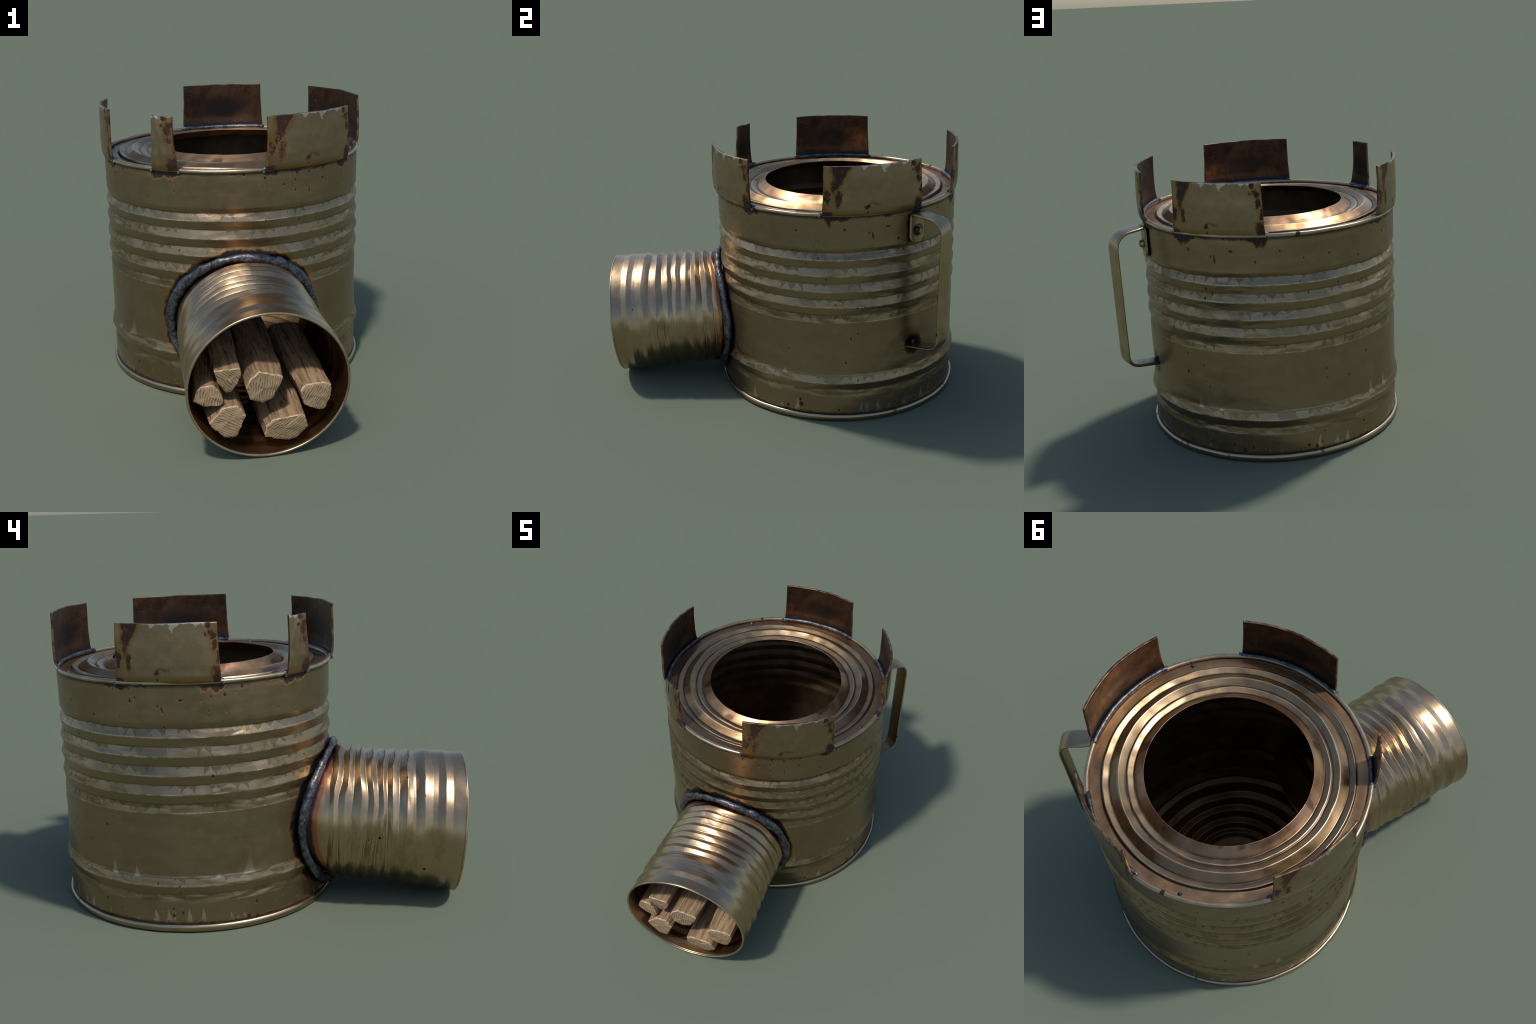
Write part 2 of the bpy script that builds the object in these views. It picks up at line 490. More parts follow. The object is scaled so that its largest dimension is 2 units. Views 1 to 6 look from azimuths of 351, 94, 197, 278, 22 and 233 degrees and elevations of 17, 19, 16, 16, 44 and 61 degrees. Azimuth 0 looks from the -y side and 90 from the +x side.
def mat_tab(lo=0.0, hi=1.0):
    """Outer face of a pot support; u runs left to right seen from outside."""
    M = Mat("painted_support")
    gx, gu, gw = M.coord("Generated")
    x, y, z = M.coord()
    u = gu * (hi - lo) + lo
    w = gw
    n1 = M.noise(6.0, detail=3)
    n2 = M.noise(34.0, detail=4, rough=0.6)
    nb = M.noise(15.0, detail=4)
    n3 = M.noise(120.0, detail=2)
    col = M.mix(PAINT_DK, PAINT, (n1 * 0.8 + n2 * 0.4).ss(0.3, 0.75))
    col = M.mix(col, (0.44, 0.31, 0.14), M.noise(9.0, detail=5).ss(0.56, 0.72) * 0.5)
    # zigzag of reflected sky drawn pale along the top edge
    wv = u * 10.0 + n2 * 1.3
    tri = 1.0 - (wv.fract() - 0.5).abs() * 2.0
    a = M.white(wv.floor(), 5.0)
    glint = ((w - 0.985) + a * tri * 0.16).ss(0.0, 0.015) * u.ss(0.30, 0.36) * u.ss(0.90, 0.86)
    col = M.mix(col, (0.72, 0.63, 0.53), glint * 0.8)
    # rust: positive inside
    ww, uu = w + (nb - 0.5) * 0.26, u + (n2 - 0.5) * 0.10 + (nb - 0.5) * 0.05
    wedge = (0.15 * (ww - 0.40) - (uu - 0.05 - ww * 0.12).abs()) / 0.10
    def spot(su, sw, ru, rw):
        a, b = (uu - su) / ru, (ww - sw) / rw
        return 1.0 - (a * a + b * b).sqrt()
    rust = wedge
    for s in ((0.045, 0.42, 0.030, 0.17), (0.145, 0.36, 0.030, 0.15), (0.935, 0.80, 0.034, 0.11), (0.945, 0.60, 0.026, 0.09),
              (0.985, 0.42, 0.020, 0.10), (0.96, 0.12, 0.05, 0.15), (0.90, 0.97, 0.03, 0.05), (0.88, 0.83, 0.012, 0.035),
              (1.0, 0.72, 0.018, 0.25), (0.41, 0.16, 0.022, 0.055), (0.05, 0.05, 0.05, 0.08), (0.41, 0.04, 0.012, 0.03)):
        rust = rust.max(spot(*s))
    fl = M.voro(38.0)
    pick = M.voro(38.0, out="Color")
    rust = rust.max((pick * 0.5 - 0.36 - fl) / 0.12)
    edge = (u.min(1.0 - u) * 12.0).min(w * 7.0) if hi - lo > 0.5 else ((1.0 - u) * 12.0).min(w * 7.0)
    rust2 = rust.max((0.12 - edge + (nb - 0.5) * 0.9) * 0.7)
    col = M.mix(col, HALO, rust2.ss(-0.60, -0.15) * 0.8)
    col = M.mix(col, (0.22, 0.12, 0.04), rust2.ss(-0.20, 0.05) * 0.9)
    inner = M.noise(28.0, M.vec(x, y, z * 0.45), detail=5, rough=0.7)
    rust = rust + (inner - 0.5) * 0.55
    col = M.mix(col, M.mix((0.055, 0.022, 0.014), (0.165, 0.080, 0.030), inner.ss(0.50, 0.66)), rust.ss(0.0, 0.16))
    scuff = spot(0.47, 0.22, 0.09, 0.035)
    col = M.mix(col, (0.20, 0.12, 0.04), scuff.ss(0.0, 0.5) * 0.6)
    rusty = rust2.ss(-0.1, 0.2)
    M.bump(n3 * 0.25 + n2 * 0.3 + rusty * -0.5, 0.35, 0.004)
    return M.out(col, (1.0 - rusty * 0.6).clamp(), n2 * 0.15 + 0.30 + rusty * 0.2)


def mat_tab_inside():
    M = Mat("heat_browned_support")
    gx, u, w = M.coord("Generated")
    n1 = M.noise(7.0, detail=4)
    n2 = M.noise(30.0, detail=4)
    col = M.mix((0.135, 0.072, 0.038), (0.055, 0.033, 0.024), (n1 * 0.6 + n2 * 0.45 - 0.02).ss(0.38, 0.62))
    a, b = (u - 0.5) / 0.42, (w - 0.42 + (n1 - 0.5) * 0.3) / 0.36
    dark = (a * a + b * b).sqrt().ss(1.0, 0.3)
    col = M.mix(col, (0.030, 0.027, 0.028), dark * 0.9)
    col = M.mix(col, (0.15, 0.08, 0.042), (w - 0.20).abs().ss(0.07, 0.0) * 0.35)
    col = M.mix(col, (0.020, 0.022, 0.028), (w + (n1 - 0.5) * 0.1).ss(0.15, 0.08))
    for su in (0.16, 0.92):
        d = ((u - su) * (u - su) * 9.0 + (w - 0.77) * (w - 0.77) * 2.4).sqrt()
        col = M.mix(col, (0.02, 0.015, 0.013), d.ss(0.075, 0.05) * 0.85)
        col = M.mix(col, (0.22, 0.20, 0.18), d.ss(0.026, 0.018))
    M.bump(n2, 0.2, 0.003)
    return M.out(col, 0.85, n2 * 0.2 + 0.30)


def mat_tab_edge():
    M = Mat("cut_edge_copper")
    n = M.noise(20.0, detail=3)
    col = M.mix((0.24, 0.145, 0.075), (0.075, 0.035, 0.028), n.ss(0.42, 0.62))
    return M.out(col, 0.7, 0.38)


def mat_handle():
    M = Mat("strap_steel")
    x, y, z = M.coord()
    n = M.noise(10.0, detail=4)
    n2 = M.noise(60.0, detail=3)
    col = M.mix((0.48, 0.37, 0.22), (0.40, 0.30, 0.17), n.ss(0.35, 0.7))
    sp = M.noise(19.0, detail=2).ss(0.68, 0.73)
    col = M.mix(col, (0.05, 0.028, 0.018), sp)
    col = M.mix(col, SOOT, z.ss(0.46, 0.40) * 0.5)
    bx, by = CX + math.cos(math.radians(37.6)) * 0.681, CY + LEAN + math.sin(math.radians(37.6)) * 0.681
    bd = ((x - bx) * (x - bx) + (y - by) * (y - by) + (z - 1.030) * (z - 1.030)).sqrt() + (n2 - 0.5) * 0.012
    col = M.mix(col, SOOT, bd.ss(0.038, 0.027) * bd.ss(0.0205, 0.023) * 0.85)
    M.bump(n * 0.4 + n2 * 0.3, 0.25, 0.003)
    return M.out(col, 1.0 - sp * 0.5, n2 * 0.15 + 0.28)


def mat_wood_side():
    """Log coordinates: z runs along the stick."""
    M = Mat("split_wood")
    x, y, z = M.coord()
    g = M.noise(16.0, M.vec(x * 2.2, y * 2.2, z * 0.22), detail=6, rough=0.65, dist=0.5)
    g2 = M.noise(60.0, M.vec(x * 1.6, y * 1.6, z * 0.10), detail=4, rough=0.6)
    g3 = M.noise(30.0, M.vec(x * 1.8, y * 1.8, z * 0.07), detail=3, rough=0.5, dist=0.3)
    n = M.noise(5.0, M.vec(x, y, z * 0.6), detail=3)
    col = M.mix((0.150, 0.086, 0.043), (0.385, 0.255, 0.140), g.ss(0.30, 0.62))
    col = M.mix(col, (0.46, 0.325, 0.19), n.ss(0.48, 0.70) * 0.55)
    col = M.mix(col, (0.085, 0.045, 0.026), g2.ss(0.56, 0.70) * 0.7)
    crack = (g3 - 0.5).abs().ss(0.022, 0.004) * n.ss(0.40, 0.55)
    col = M.mix(col, (0.050, 0.026, 0.016), crack * 0.85)
    M.bump(g * 0.8 + g2 * 0.5 - crack * 0.8, 0.7, 0.008)
    return M.out(col, 0.0, 0.72)


def mat_wood_end():
    M = Mat("sawn_wood_end")
    x, y, z = M.coord()
    oi = M.t.nodes.new("ShaderNodeObjectInfo")
    turn = X(M.t, oi.outputs["Random"]) * 2.4 + 0.5
    n = M.noise(9.0, detail=3)
    warp = M.noise(13.0, detail=4, rough=0.55)
    p = x * turn.sin() + y * (turn + 1.5708).sin()
    lines = ((p * 560.0) + warp * 22.0).sin() * 0.5 + 0.5
    fade = M.noise(30.0, detail=2).ss(0.35, 0.6)
    col = M.mix((0.38, 0.255, 0.132), (0.30, 0.195, 0.098), n.ss(0.4, 0.65))
    col = M.mix(col, (0.45, 0.315, 0.20), lines.ss(0.5, 1.0) * 0.7)
    col = M.mix(col, (0.135, 0.085, 0.045), lines.ss(0.32, 0.0) * fade * 0.9)
    M.bump(lines * fade * 0.6 + warp, 0.4, 0.005)
    return M.out(col, 0.0, 0.72)


def mat_wood_edge():
    M = Mat("frayed_wood_edge")
    n = M.noise(40.0, detail=3)
    col = M.mix((0.36, 0.235, 0.14), (0.58, 0.43, 0.29), n.ss(0.35, 0.6))
    return M.out(col, 0.0, 0.75)


PAINTED, INSIDE, RIM, FOOT = mat_can(), mat_inside(), mat_rim(), mat_foot_rim()
LID, TUBE, TUBE_IN, WELDM = mat_lid(), mat_tube(), mat_tube_inside(), mat_weld()
COLLAR, HANDLE = mat_tube_tint(), mat_handle()
TAB, TAB_SLIVER, TAB_IN, TAB_EDGE = mat_tab(), mat_tab(0.78, 1.0), mat_tab_inside(), mat_tab_edge()
WOOD, WOOD_END, WOOD_EDGE = mat_wood_side(), mat_wood_end(), mat_wood_edge()

stove = bpy.data.objects.new("rocket_stove", None)
bpy.context.collection.objects.link(stove)
stove["label"] = "rusty olive tin can stove with side feed tube and handle"
stove["category"] = "camping stove"


# ------------------------------------------------------------- lathed can parts
def axis_xy(z):
    return CX, CY + LEAN * z


def lathe(name, prof, mats, idx, parent, n=512, jitter=None, closed=True, drop=None, sharp=None):
    """Revolve (r, z) rows round the can's axis; jitter(phi, r, z) -> (dr, dz)."""
    prof = np.asarray(prof)
    m = len(prof)
    ph = np.linspace(0, TAU, n, endpoint=False)
    P, R = np.meshgrid(ph, prof[:, 0]); Z = np.repeat(prof[:, 1][:, None], n, 1)
    if jitter:
        dr, dz = jitter(P, R, Z)
        R, Z = R + dr, Z + dz
    V = np.stack([CX + R * np.cos(P), CY + LEAN * Z + R * np.sin(P), Z], -1).reshape(-1, 3)
    F = grid_faces(n, m, True, closed)
    I = np.repeat(np.asarray(idx), n) if not np.isscalar(idx) else np.full(len(F), idx)
    if drop is not None:
        q = np.array(F)
        keep = ~drop(V[q].mean(1))
        F, I = q[keep].tolist(), I[keep]
    return mesh_object(name, V, F, mats, parent, I[:len(F)], sharp=sharp)


WALL = [(0.012, 0.6595), (0.143, 0.6610), (0.181, 0.6560), (0.223, 0.6745), (0.268, 0.6605), (0.420, 0.6590), (0.563, 0.6605),
        (0.607, 0.6542), (0.650, 0.6655), (0.693, 0.6538), (0.736, 0.6658), (0.779, 0.6535), (0.8215, 0.6658), (0.865, 0.6535),
        (0.907, 0.6652), (0.943, 0.6495), (0.968, 0.6610), (1.10, 0.6620), (1.146, 0.6610)]
outer = densify([(r, z) for z, r in WALL], 0.0026, 0.0035)
inner = outer[::-1][::2] - np.array([0.007, 0])
wall_prof = np.vstack([outer, inner])
wall_idx = np.r_[np.zeros(len(outer) - 1, int), np.ones(len(inner) + 1, int)]


def wall_jitter(P, R, Z):
    u, v = P / TAU, Z / 1.2
    rib = np.interp(Z, [0.13, 0.16, 0.26, 0.28, 0.55, 0.58, 0.95, 0.98], [0.15, 1, 1, 0.15, 0.15, 1, 1, 0.15])
    d = 0.0016 * vnoise(u, v, 9, 5, 1) + 0.0010 * vnoise(u, v, 40, 24, 2)
    d += rib * (0.0019 * knoise(u, v, 50, 57, 3) + 0.0007 * knoise(u, v, 131, 57, 4))
    dz = rib * (0.0022 * vnoise(u, v, 30, 14, 5) + 0.0014 * knoise(u, v, 80, 28, 6))
    return d, dz


def inside_tube(c):
    d = c - TF
    s = -(d @ TD)
    rad = np.hypot(d @ TA - TSHEAR, d @ TB - 0.010)
    return (rad < 0.318) & (c[:, 1] < 0.1)


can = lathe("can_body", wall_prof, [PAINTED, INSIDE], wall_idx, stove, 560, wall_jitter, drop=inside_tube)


def round_ring(rc, zc, hr, hz, k=20, e=2.6):
    """Rounded-rectangle ring section (superellipse) as (r, z) rows."""
    t = np.linspace(0, TAU, k, endpoint=False)
    c, s = np.cos(t), np.sin(t)
    return np.stack([rc + hr * np.sign(c) * np.abs(c) ** (2 / e), zc + hz * np.sign(s) * np.abs(s) ** (2 / e)], 1)


def rim_jitter(P, R, Z):
    u = P / TAU
    return 0.0012 * vnoise(u, 0 * u, 60, 2, 11), 0.0010 * vnoise(u, 0 * u, 46, 2, 12)


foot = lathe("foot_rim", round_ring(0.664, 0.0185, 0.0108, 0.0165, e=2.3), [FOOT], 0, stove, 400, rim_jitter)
top = lathe("top_rim", round_ring(0.6575, 1.1465, 0.0115, 0.0100, e=2.2), [RIM], 0, stove, 400, rim_jitter)

LIDP = [(0.655, 1.139), (0.594, 1.137), (0.586, 1.1505), (0.556, 1.137), (0.5130, 1.1645), (0.479, 1.142), (0.470, 1.149),
        (0.441, 1.1375), (0.392, 1.176)]
lid_out = densify(LIDP, 0.0022, 0.003)
lid_prof = np.vstack([lid_out, lid_out[::-1] - np.array([0, 0.005])])


def lid_jitter(P, R, Z):
    u, v = P / TAU, (R - 0.35) / 0.32
    k = np.interp(R, [0.392, 0.42, 0.60, 0.655], [0.35, 1, 1, 0.1])
    dr = k * (0.0035 * vnoise(u, v, 16, 4, 21) + 0.0020 * vnoise(u, v, 60, 6, 22))
    dz = k * (0.0020 * vnoise(u, v, 20, 6, 23) + 0.0016 * vnoise(u, v, 56, 9, 24))
    return dr, dz


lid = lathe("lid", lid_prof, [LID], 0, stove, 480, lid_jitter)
FLOORP = [(0.655, 0.022), (0.600, 0.022), (0.585, 0.040), (0.550, 0.026), (0.480, 0.050), (0.450, 0.028), (0.392, 0.052), (0.365, 0.028),
          (0.312, 0.050), (0.285, 0.028), (0.242, 0.048), (0.222, 0.028), (0.190, 0.045), (0.150, 0.040), (0.0005, 0.040)]
fl_out = densify(FLOORP, 0.004, 0.003)
floor = lathe("can_floor", fl_out, [INSIDE], 0, stove, 256, lid_jitter, closed=False)

# ------------------------------------------------------------------ feed tube
TL = 0.80                                     # length from the mouth inwards
RIBS = [0.095, 0.187, 0.262, 0.322, 0.372, 0.432, 0.489, 0.545, 0.60]


def tube_point(th, s, dr=0.0):
    """World position on the tube wall: th round the axis, s inwards from the mouth."""
    f = np.clip(s / 0.65, 0, 1)
    ra = 0.3590 * (1 - f) + 0.337 * f + dr
    rb = 0.3400 * (1 - f) + 0.326 * f + dr
    tt = th + 0.105
    a, b = ra * np.cos(tt), rb * np.sin(tt)
    c, q = math.cos(-0.105), math.sin(-0.105)
    return a * c - b * q + TSHEAR * f, a * q + b * c + 0.010 * f


def tube_relief(th, s):
    u, v = th / TAU, s / TL
    warp = 0.016 * vnoise(u, v, 9, 7, 31) + 0.005 * knoise(u, v, 24, 11, 32)
    sw = s + warp * np.clip((s - 0.04) / 0.15, 0, 1)
    d = 0
    for i, p in enumerate(RIBS):
        wd = 0.034 if i < 2 else 0.027
        am = (0.0075, 0.0085)[i] if i < 2 else 0.0135
        d = d + am * np.clip(1 - np.abs(sw - p) / wd, 0, 1)
    for a0, b0 in zip(RIBS[1:], RIBS[2:]):
        d = d - 0.0030 * np.exp(-np.abs(sw - (a0 + b0) / 2) / 0.005)
    mod = 0.85 + 0.55 * vnoise(u, v, 11, 6, 33)
    d = d * np.clip(mod, 0.35, 1.2)
    d = d - 0.0045 * np.clip((s - 0.2) / 0.1, 0, 1)
    d = d + 0.0035 * knoise(u, v, 13, 9, 36) * np.clip(s / 0.1, 0, 1) + 0.004 * vnoise(u, v, 8, 6, 34) * np.clip(s / 0.2, 0, 1) + 0.002 * vnoise(u, v, 26, 16, 35) * np.clip(s / 0.1, 0, 1)
    # pinches along the belly and a kinked dent on the -x side
    for (tc, sc, wt, ws, dep) in ((-1.62, 0.44, 0.10, 0.030, 0.016), (-1.75, 0.30, 0.16, 0.035, 0.011), (-1.3, 0.10, 0.20, 0.03, 0.008), (-1.9, 0.54, 0.14, 0.03, 0.012),
                                  (2.95, 0.36, 0.20, 0.018, 0.009), (2.6, 0.27, 0.16, 0.018, 0.008), (0.25, 0.16, 0.30, 0.03, 0.006), (2.2, 0.42, 0.2, 0.02, 0.006)):
        dth = (th - tc + math.pi) % TAU - math.pi
        d = d - dep * np.exp(-(dth / wt) ** 2 - ((s - sc) / ws) ** 2)
    return d - 0.004 * np.clip(s / 0.06, 0, 1)


def tube_world(lx, ly, s):
    return TF + lx[..., None] * TA + ly[..., None] * TB - s[..., None] * TD


def build_tube():
    n, m = 460, 330
    th = np.linspace(0, TAU, n, endpoint=False)
    s = np.linspace(0.004, TL, m)
    T, S = np.meshgrid(th, s)
    d = tube_relief(T, S)
    rows = []
    lo = np.stack([*tube_point(T, S, d), -S], -1)
    s2 = s[::-1][::2]
    T2, S2 = np.meshgrid(th, s2)
    li = np.stack([*tube_point(T2, S2, tube_relief(T2, S2) - 0.006), -S2], -1)
    V = np.vstack([lo.reshape(-1, 3), li.reshape(-1, 3)])
    rows_n = m + len(s2)
    F = grid_faces(n, rows_n, True, True)
    I = np.repeat(np.r_[np.zeros(m - 1, int), np.ones(len(s2) + 1, int)], n)
    # faces that lie inside the can beyond its wall are left out on the outer skin's far end
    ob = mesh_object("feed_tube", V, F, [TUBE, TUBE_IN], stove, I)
    Mx = Matrix((tuple(TA) + (TF[0],), tuple(TB) + (TF[1],), tuple(TD) + (TF[2],), (0, 0, 0, 1)))
    # axes as columns
    Mx = Matrix.Identity(4)
    for r in range(3):
        Mx[r][0], Mx[r][1], Mx[r][2], Mx[r][3] = TA[r], TB[r], TD[r], TF[r]
    ob.matrix_world = Mx
    return ob, Mx


tube, TUBE_MX = build_tube()


def ring_on_tube(name, mat, parent, section, s0, n=400):
    """Ring with a (dr, s) section swept round the tube's mouth."""
    th = np.linspace(0, TAU, n, endpoint=False)
    rows = []
    for dr, ds in section:
        x, y = tube_point(th, np.full(n, s0 + ds), dr)
        rows.append(np.stack([x, y, np.full(n, -(s0 + ds))], -1))
    F = grid_faces(n, len(rows), True, True)
    ob = mesh_object(name, np.vstack(rows), F, [mat], parent)
    return ob


t = np.linspace(0, TAU, 14, endpoint=False)
rolled = ring_on_tube("rolled_lip", RIM, tube, list(zip(-0.0045 + 0.0058 * np.cos(t), 0.0058 * np.sin(t))), 0.0010)


# -------------------------------------------------- weld between tube and can
def weld_path(n, extra=0.0, rc=0.662):
    th = np.linspace(0, TAU, n, endpoint=False)
    lx, ly = tube_point(th, np.full(n, 0.62), extra)
    base = TF + lx[:, None] * TA + ly[:, None] * TB
    d = -TD
    # |(base + s d).xy - axis(z)| = rc, solved with a few Newton steps
    s = np.full(n, 0.58)
    for _ in range(30):
        P = base + s[:, None] * d
        ax, ay = CX, CY + LEAN * P[:, 2]
        f = np.hypot(P[:, 0] - ax, P[:, 1] - ay) - rc
        s = s + np.clip(f, -0.05, 0.05) * 0.9
    return th, base + s[:, None] * d


def sweep(name, path, tang_n, section_r, mat, parent, k=14, closed=True, side=None, seed=0, squash=(1, 1)):
    """Lumpy round bead along a path; tang_n gives the local outward normal."""
    n = len(path)
    P = np.asarray(path)
    if closed:
        T = np.roll(P, -1, 0) - np.roll(P, 1, 0)
    else:
        T = np.gradient(P, axis=0)
    T /= np.linalg.norm(T, axis=1)[:, None]
    N = tang_n - (tang_n * T).sum(1)[:, None] * T
    N /= np.linalg.norm(N, axis=1)[:, None]
    B = np.cross(T, N)
    a = np.linspace(0, TAU, k, endpoint=False)
    u = np.linspace(0, 1, n, endpoint=False)
    rows = []
    for j, an in enumerate(a):
        r = section_r * (1 + 0.20 * vnoise(u, np.full(n, (j / k) * 0.9), max(6, n // 8), 4, seed + 1) + 0.22 * vnoise(u, np.full(n, 0.3), max(4, n // 22), 2, seed + 2))
        rows.append(P + (math.cos(an) * squash[0] * r)[:, None] * N + (math.sin(an) * squash[1] * r)[:, None] * B)
    V = np.stack(rows, 1)                    # n, k, 3
    V = V.reshape(-1, 3)
    F = grid_faces(k, n, True, closed)
    if not closed:
        c0, c1 = len(V), len(V) + 1
        V = np.vstack([V, P[0], P[-1]])
        for j in range(k):
            F.append([c0, (j + 1) % k, j])
            F.append([c1, (n - 1) * k + j, (n - 1) * k + (j + 1) % k])
    return mesh_object(name, V, F, [mat], parent)


th, wp = weld_path(420, 0.013, 0.684)
wn = np.stack([wp[:, 0] - CX, wp[:, 1] - CY, 0 * th], 1)
wn /= np.linalg.norm(wn, axis=1)[:, None]
side = np.abs(np.cos(th))
weld = sweep("feed_tube_weld", wp, wn, 0.0215 + 0.005 * vnoise(th / TAU, 0 * th, 14, 2, 41), WELDM, stove, k=22, seed=43, squash=(0.82, 1.05))

# ---------------------------------------------------------------- pot supports
TOPC = (0.0015, 0.3115)
TABZ0, TABZ1 = 1.1435, 1.3985
TAB_R = [(0.0, 0.6715), (0.04, 0.6745), (0.12, 0.6795), (0.3, 0.6815), (0.6, 0.6800), (1.0, 0.6765)]


def support(phi0, phi1, mats, seed):
    mid, half = math.radians((phi0 + phi1) / 2), math.radians((phi1 - phi0) / 2)
    nu, nw, TH = 60, 40, 0.0125
    u = np.linspace(-1, 1, nu); w = np.linspace(0, 1, nw)
    U, W = np.meshgrid(u, w)
    flare_l = math.radians(1.0) * (1 - W) ** 3
    flare_r = math.radians(2.2 if phi1 - phi0 < 20 else 0.9) * (1 - W) ** 2
    A = U * half + np.where(U < 0, U * flare_l, U * flare_r)
    rr = np.interp(W, *zip(*TAB_R)) + 0.0016 * vnoise((U + 1) / 2.2, W, 7, 4, seed)
    topw = 0.0018 * vnoise((U + 1) / 2.2, 0 * U, 9, 2, seed + 5)
    Z = TABZ0 + (TABZ1 - TABZ0) * W + topw * W
    def shell(off):
        r = rr - off
        return np.stack([r * np.cos(A), r * np.sin(A), Z], -1).reshape(-1, 3)
    V = np.vstack([shell(0), shell(TH)])
    nn = nu * nw
    F = grid_faces(nu, nw, False, False)
    I = [0] * len(F)
    fi = [list(reversed([i + nn for i in f])) for f in F]
    F += fi; I += [1] * len(fi)
    border = [i for i in range(nu)] + [j * nu + nu - 1 for j in range(1, nw)] + [(nw - 1) * nu + i for i in range(nu - 2, -1, -1)] + [j * nu for j in range(nw - 2, 0, -1)]
    for a, b in zip(border, border[1:] + border[:1]):
        F.append([b, a, a + nn, b + nn]); I.append(2)
    ob = mesh_object("pot_support", V, F, mats, stove, I)
    bv = ob.modifiers.new("soft_edge", "BEVEL")
    bv.width, bv.segments, bv.limit_method, bv.angle_limit = 0.0028, 2, "ANGLE", math.radians(50)
    ob.rotation_euler = (0, 0, mid)
    ob.location = (TOPC[0], TOPC[1], 0)
    # fillet weld along the inner foot, with a blob at each end
    n = 70
    a = np.linspace(mid - half - math.radians(2.2), mid + half + math.radians(2.2), n)
    P = np.stack([TOPC[0] + 0.6545 * np.cos(a), TOPC[1] + 0.6545 * np.sin(a), np.full(n, 1.1510)], 1)
    N = np.stack([-np.cos(a), -np.sin(a), 0 * a + 0.7], 1)
    r = 0.0105 * np.minimum(1, np.minimum(np.arange(n), np.arange(n)[::-1]) / 4 + 0.55)
    wb = sweep("support_weld", P, N, r, WELDM, ob, k=12, closed=False, seed=seed + 60)
    wb.matrix_parent_inverse = (Matrix.Translation(ob.location) @ Matrix.Rotation(mid, 4, "Z")).inverted()
    for sgn in (-1, 1):
        aa = mid + sgn * (half + math.radians(1.6))
        blob("weld_blob", (TOPC[0] + 0.668 * math.cos(aa), TOPC[1] + 0.668 * math.sin(aa), 1.1405), 0.0085, ob, mid, seed + sgn)
    return ob


def blob(name, at, r, parent, mid, seed):
    bm = bmesh.new()
    bmesh.ops.create_icosphere(bm, subdivisions=3, radius=r)
    rng = np.random.default_rng(seed + 500)
    k = rng.random(3) * 6
    for v in bm.verts:
        c = v.co / r
        v.co *= 1 + 0.15 * math.sin(3 * c.x + k[0]) * math.sin(3 * c.y + k[1]) + 0.1 * math.sin(5 * c.z + k[2])
        v.co.z *= 1.15
    me = bpy.data.meshes.new(name)
    bm.to_mesh(me); bm.free()
    me.materials.append(WELDM)
    me.polygons.foreach_set("use_smooth", [True] * len(me.polygons))
    ob = bpy.data.objects.new(name, me)
    bpy.context.collection.objects.link(ob)
    ob.parent = parent
    ob.matrix_parent_inverse = (Matrix.Translation(parent.location) @ Matrix.Rotation(mid, 4, "Z")).inverted()
    ob.location = at
    return ob


for i, (a, b) in enumerate(SUPPORTS):
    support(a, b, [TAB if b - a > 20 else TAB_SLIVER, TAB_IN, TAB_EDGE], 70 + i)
# two stray drops of weld on the lid's edge
for i, (a, r) in enumerate(((-18, 0.630), (126, 0.634))):
    o = blob("weld_blob", (CX + r * math.cos(math.radians(a)), CY - 0.006 + r * math.sin(math.radians(a)), 1.140), 0.010, stove, 0, 90 + i)
    o.matrix_parent_inverse = Matrix.Identity(4)

# --------------------------------------------------------------------- handle
HPHI, HOUT = math.radians(37.6), math.radians(51.5)     # where it sits, and which way its arms point


def turned(a):
    return np.array([math.cos(a), math.sin(a), 0]), np.array([-math.sin(a), math.cos(a), 0])


HB = turned(HPHI)[0] * 0.6715
HR, HT = turned(HOUT)
PR, PT = turned(HPHI)


def fillet(pts, radii, step=0.004):
    """Polyline in (r, z) with rounded corners."""
    out = [np.array(pts[0], float)]
    for i in range(1, len(pts) - 1):
        p0, p1, p2 = map(lambda q: np.array(q, float), pts[i - 1:i + 2])
        d0, d1 = p0 - p1, p2 - p1
        l0, l1 = np.linalg.norm(d0), np.linalg.norm(d1)
        d0, d1 = d0 / l0, d1 / l1
        k = min(radii[i], 0.49 * l0, 0.49 * l1) if radii[i] else 0
        a, b = p1 + d0 * k, p1 + d1 * k
        for tt in np.linspace(0, 1, 14):
            out.append((1 - tt) ** 2 * a + 2 * tt * (1 - tt) * p1 + tt ** 2 * b)
    out.append(np.array(pts[-1], float))
    return densify(np.array(out), step)


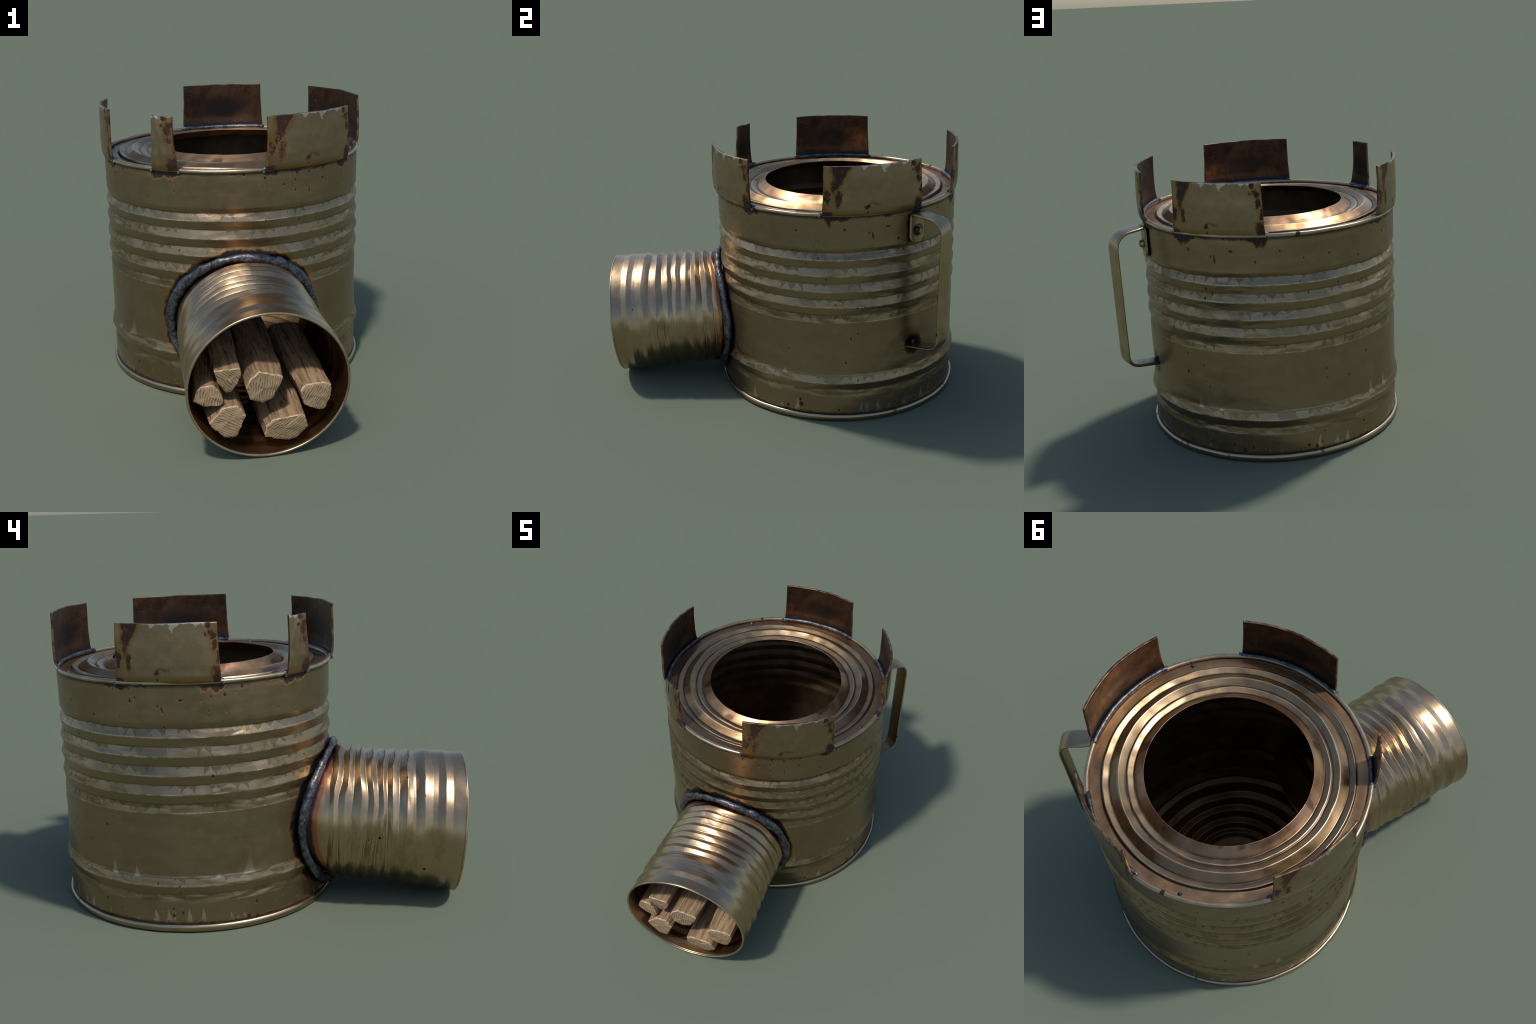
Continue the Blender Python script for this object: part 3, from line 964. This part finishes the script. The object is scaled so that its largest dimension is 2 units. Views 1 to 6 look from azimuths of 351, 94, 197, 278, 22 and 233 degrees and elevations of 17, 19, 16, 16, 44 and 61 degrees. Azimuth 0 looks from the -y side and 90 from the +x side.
def strap():
    path = fillet([(0.6715, 0.966), (0.6730, 1.120), (0.848, 1.104), (0.833, 0.410), (0.645, 0.385)], [0, 0.024, 0.090, 0.062, 0])
    TK, HW = 0.0170, 0.0485
    d = np.gradient(path, axis=0); d /= np.linalg.norm(d, axis=1)[:, None]
    nrm = np.stack([-d[:, 1], d[:, 0]], 1)           # left of travel
    k = 24
    t = np.linspace(0, TAU, k, endpoint=False)
    e = 5.0
    sx = HW * np.sign(np.cos(t)) * np.abs(np.cos(t)) ** (2 / e)
    sy = TK / 2 * np.sign(np.sin(t)) * np.abs(np.sin(t)) ** (2 / 3.0)
    V = []
    for i, p in enumerate(path):
        wsc = 1.0
        if path[i, 1] < 0.999 and path[i, 0] < 0.70 and path[i, 1] > 0.9:      # rounded lower corners of the bracket plate
            q = (0.999 - path[i, 1]) / 0.027
            wsc = 1 - 0.30 * q * q
        for a, b in zip(sx * wsc, sy):
            rz = p + nrm[i] * b
            curve = 0.0
            if p[0] < 0.70 and p[1] > 0.9:
                curve = -(a * a) / (2 * 0.66)        # plate hugs the round wall
            f = min(1.0, max(0.0, (p[0] - 0.672) / 0.05)) if p[1] > 0.8 else 1.0      # the plate lies flat on the wall
            V.append(np.array([CX, CY + LEAN * rz[1], rz[1]]) + HB + (HR * f + PR * (1 - f)) * (rz[0] - 0.6715 + curve) + (HT * f + PT * (1 - f)) * a)
    n = len(path)
    F = grid_faces(k, n, True, False)
    F.append(list(range(k))[::-1]); F.append([(n - 1) * k + j for j in range(k)])
    return mesh_object("handle", V, F, [HANDLE], stove, sharp=60)


handle = strap()


def rivet():
    prof = [(0.0, 0.0185), (0.011, 0.0185), (0.0175, 0.0155), (0.0205, 0.007), (0.0205, 0.0), (0.026, -0.001)]
    n = 32
    V, rows = [], len(prof)
    c = np.array([CX, CY + LEAN * 1.03, 1.030]) + PR * 0.681 - PT * 0.004
    for r, h in prof:
        for j in range(n):
            a = TAU * j / n
            V.append(c + PR * h + PT * (r * math.cos(a)) + np.array([0, 0, r * math.sin(a)]))
    F = grid_faces(n, rows, True, False)
    return mesh_object("rivet", V, F, [HANDLE], handle, sharp=50)


rivet()
foot_drop = blob("weld_blob", (CX + 0.662 * math.cos(HPHI), CY - 0.003 + 0.662 * math.sin(HPHI), 0.402), 0.011, stove, 0, 96)
foot_drop.matrix_parent_inverse = Matrix.Identity(4)

# ------------------------------------------------------------------- firewood
# section outlines in the tube's (across, up) directions about each stick's middle
LOGS = [
    ("L1", (0, 0), [(-0.055, -0.022), (-0.046, 0.020), (-0.026, 0.040), (0.018, 0.045), (0.040, 0.022), (0.054, -0.020), (0.050, -0.038), (-0.020, -0.044)]),
    ("L2", (0, 0), [(-0.050, 0.045), (0.000, 0.048), (0.048, 0.050), (0.052, 0.022), (0.038, -0.020), (0.018, -0.052), (-0.004, -0.055), (-0.036, -0.010)]),
    ("L3", (0, 0), [(-0.066, 0.010), (-0.052, 0.045), (-0.018, 0.070), (0.020, 0.060), (0.078, 0.040), (0.066, 0.000), (0.034, -0.052), (-0.004, -0.066), (-0.050, -0.045)]),
    ("L4", (0, 0), [(-0.064, 0.030), (-0.046, 0.055), (0.020, 0.055), (0.062, 0.038), (0.058, -0.010), (0.044, -0.058), (0.022, -0.066), (-0.046, -0.034)]),
    ("L5", (0, 0), [(-0.072, -0.004), (-0.012, 0.058), (0.040, 0.064), (0.068, 0.014), (0.050, -0.034), (0.034, -0.068), (-0.010, -0.068), (-0.056, -0.022)]),
    ("L6", (0, 0), [(-0.072, 0.014), (-0.044, 0.044), (0.010, 0.050), (0.076, 0.064), (0.082, 0.030), (0.088, 0.004), (0.050, -0.052), (0.022, -0.060), (-0.072, -0.036)]),
]
LOG_POS = {"L1": (-0.258, -0.036), "L2": (-0.174, 0.027), "L3": (-0.022, -0.014), "L4": (0.206, -0.069), "L5": (-0.181, -0.155), "L6": (0.067, -0.214)}
LOG_S = {"L1": 0.034, "L2": 0.040, "L3": 0.014, "L4": -0.002, "L5": 0.014, "L6": 0.004}
LOG_BACK = {"L1": (-0.06, 0), "L2": (-0.01, 0), "L3": (0, 0), "L4": (0.02, 0), "L5": (0, 0), "L6": (0, 0)}


def stick(key, outline, seed):
    n, m, L = 120, 60, 0.62
    p = np.array(outline + outline[:1]) * 1.14
    ring = densify(p, np.linalg.norm(np.diff(p, axis=0), axis=1).sum() / (n + 0.5), 0.006)[:n]
    n = len(ring)
    u = np.arange(n) / n
    s = np.r_[0.0, 0.0025, 0.006, np.linspace(0.012, L, m)]
    rows = []
    rng = np.random.default_rng(seed)
    bend = (rng.random(2) - 0.5) * 0.02
    tw = (rng.random() - 0.5) * 0.25
    tilt = (rng.random(2) - 0.5) * np.array([0.22, 0.30])
    for i, si in enumerate(s):
        f = si / L
        sc = (1 - 0.055, 1 - 0.02, 1.0)[i] if i < 3 else 1.0 + 0.10 * f
        v = np.full(n, f * 0.95)
        k = 1 + 0.030 * vnoise(u, v, 26, 3, seed + 1) + 0.026 * vnoise(u, v, 60, 4, seed + 2) + 0.045 * vnoise(u, v, 9, 5, seed + 3)
        q = ring * sc * k[:, None]
        c, d = math.cos(tw * f), math.sin(tw * f)
        q = np.stack([q[:, 0] * c - q[:, 1] * d, q[:, 0] * d + q[:, 1] * c], 1) + bend * f * f
        slant = (q @ tilt) * math.exp(-si / 0.08)
        jag = slant + 0.002 * vnoise(u, v * 0, 14, 2, seed + 4) * max(0, 1 - f * 12)
        rows.append(np.stack([q[:, 0], q[:, 1], -si - jag], -1))
    V = np.vstack(rows)
    F = grid_faces(n, len(s), True, False)
    I = np.repeat(np.r_[[2, 2], np.zeros(len(s) - 3, int)], n).tolist()
    # front cap: shrinking rings so that the sawn face can carry relief
    prev, base = list(range(n)), len(V)
    caps = []
    for j, sc in enumerate((0.8, 0.55, 0.3, 0.08)):
        q = rows[0][:, :2] * sc
        zz = rows[0][:, 2] * sc + 0.0 * sc + 0.0025 * vnoise(u, np.full(n, 0.2 + 0.15 * j), 7, 4, seed + 8)
        caps.append(np.stack([q[:, 0], q[:, 1], zz], -1))
        cur = list(range(base + j * n, base + (j + 1) * n))
        for a in range(n):
            b = (a + 1) % n
            F.append([prev[b], prev[a], cur[a], cur[b]]); I.append(1)
        prev = cur
    V = np.vstack([V] + caps)
    F.append(prev); I.append(1)
    F.append([(len(s) - 1) * n + a for a in range(n)][::-1]); I.append(1)
    ob = mesh_object("firewood_stick", V, F, [WOOD, WOOD_END, WOOD_EDGE], None, I, sharp=50)
    px, py = LOG_POS[key]
    ang = LOG_BACK[key]
    ob.matrix_world = TUBE_MX @ Matrix.Translation((px, py, -LOG_S[key])) @ Matrix.Rotation(ang[0] - 0.052, 4, "Y") @ Matrix.Rotation(ang[1], 4, "X")
    ob["label"] = "split brown firewood stick with a pale sawn end"
    ob["category"] = "firewood"
    return ob


for i, (key, _, outline) in enumerate(LOGS):
    stick(key, outline, 200 + 10 * i)
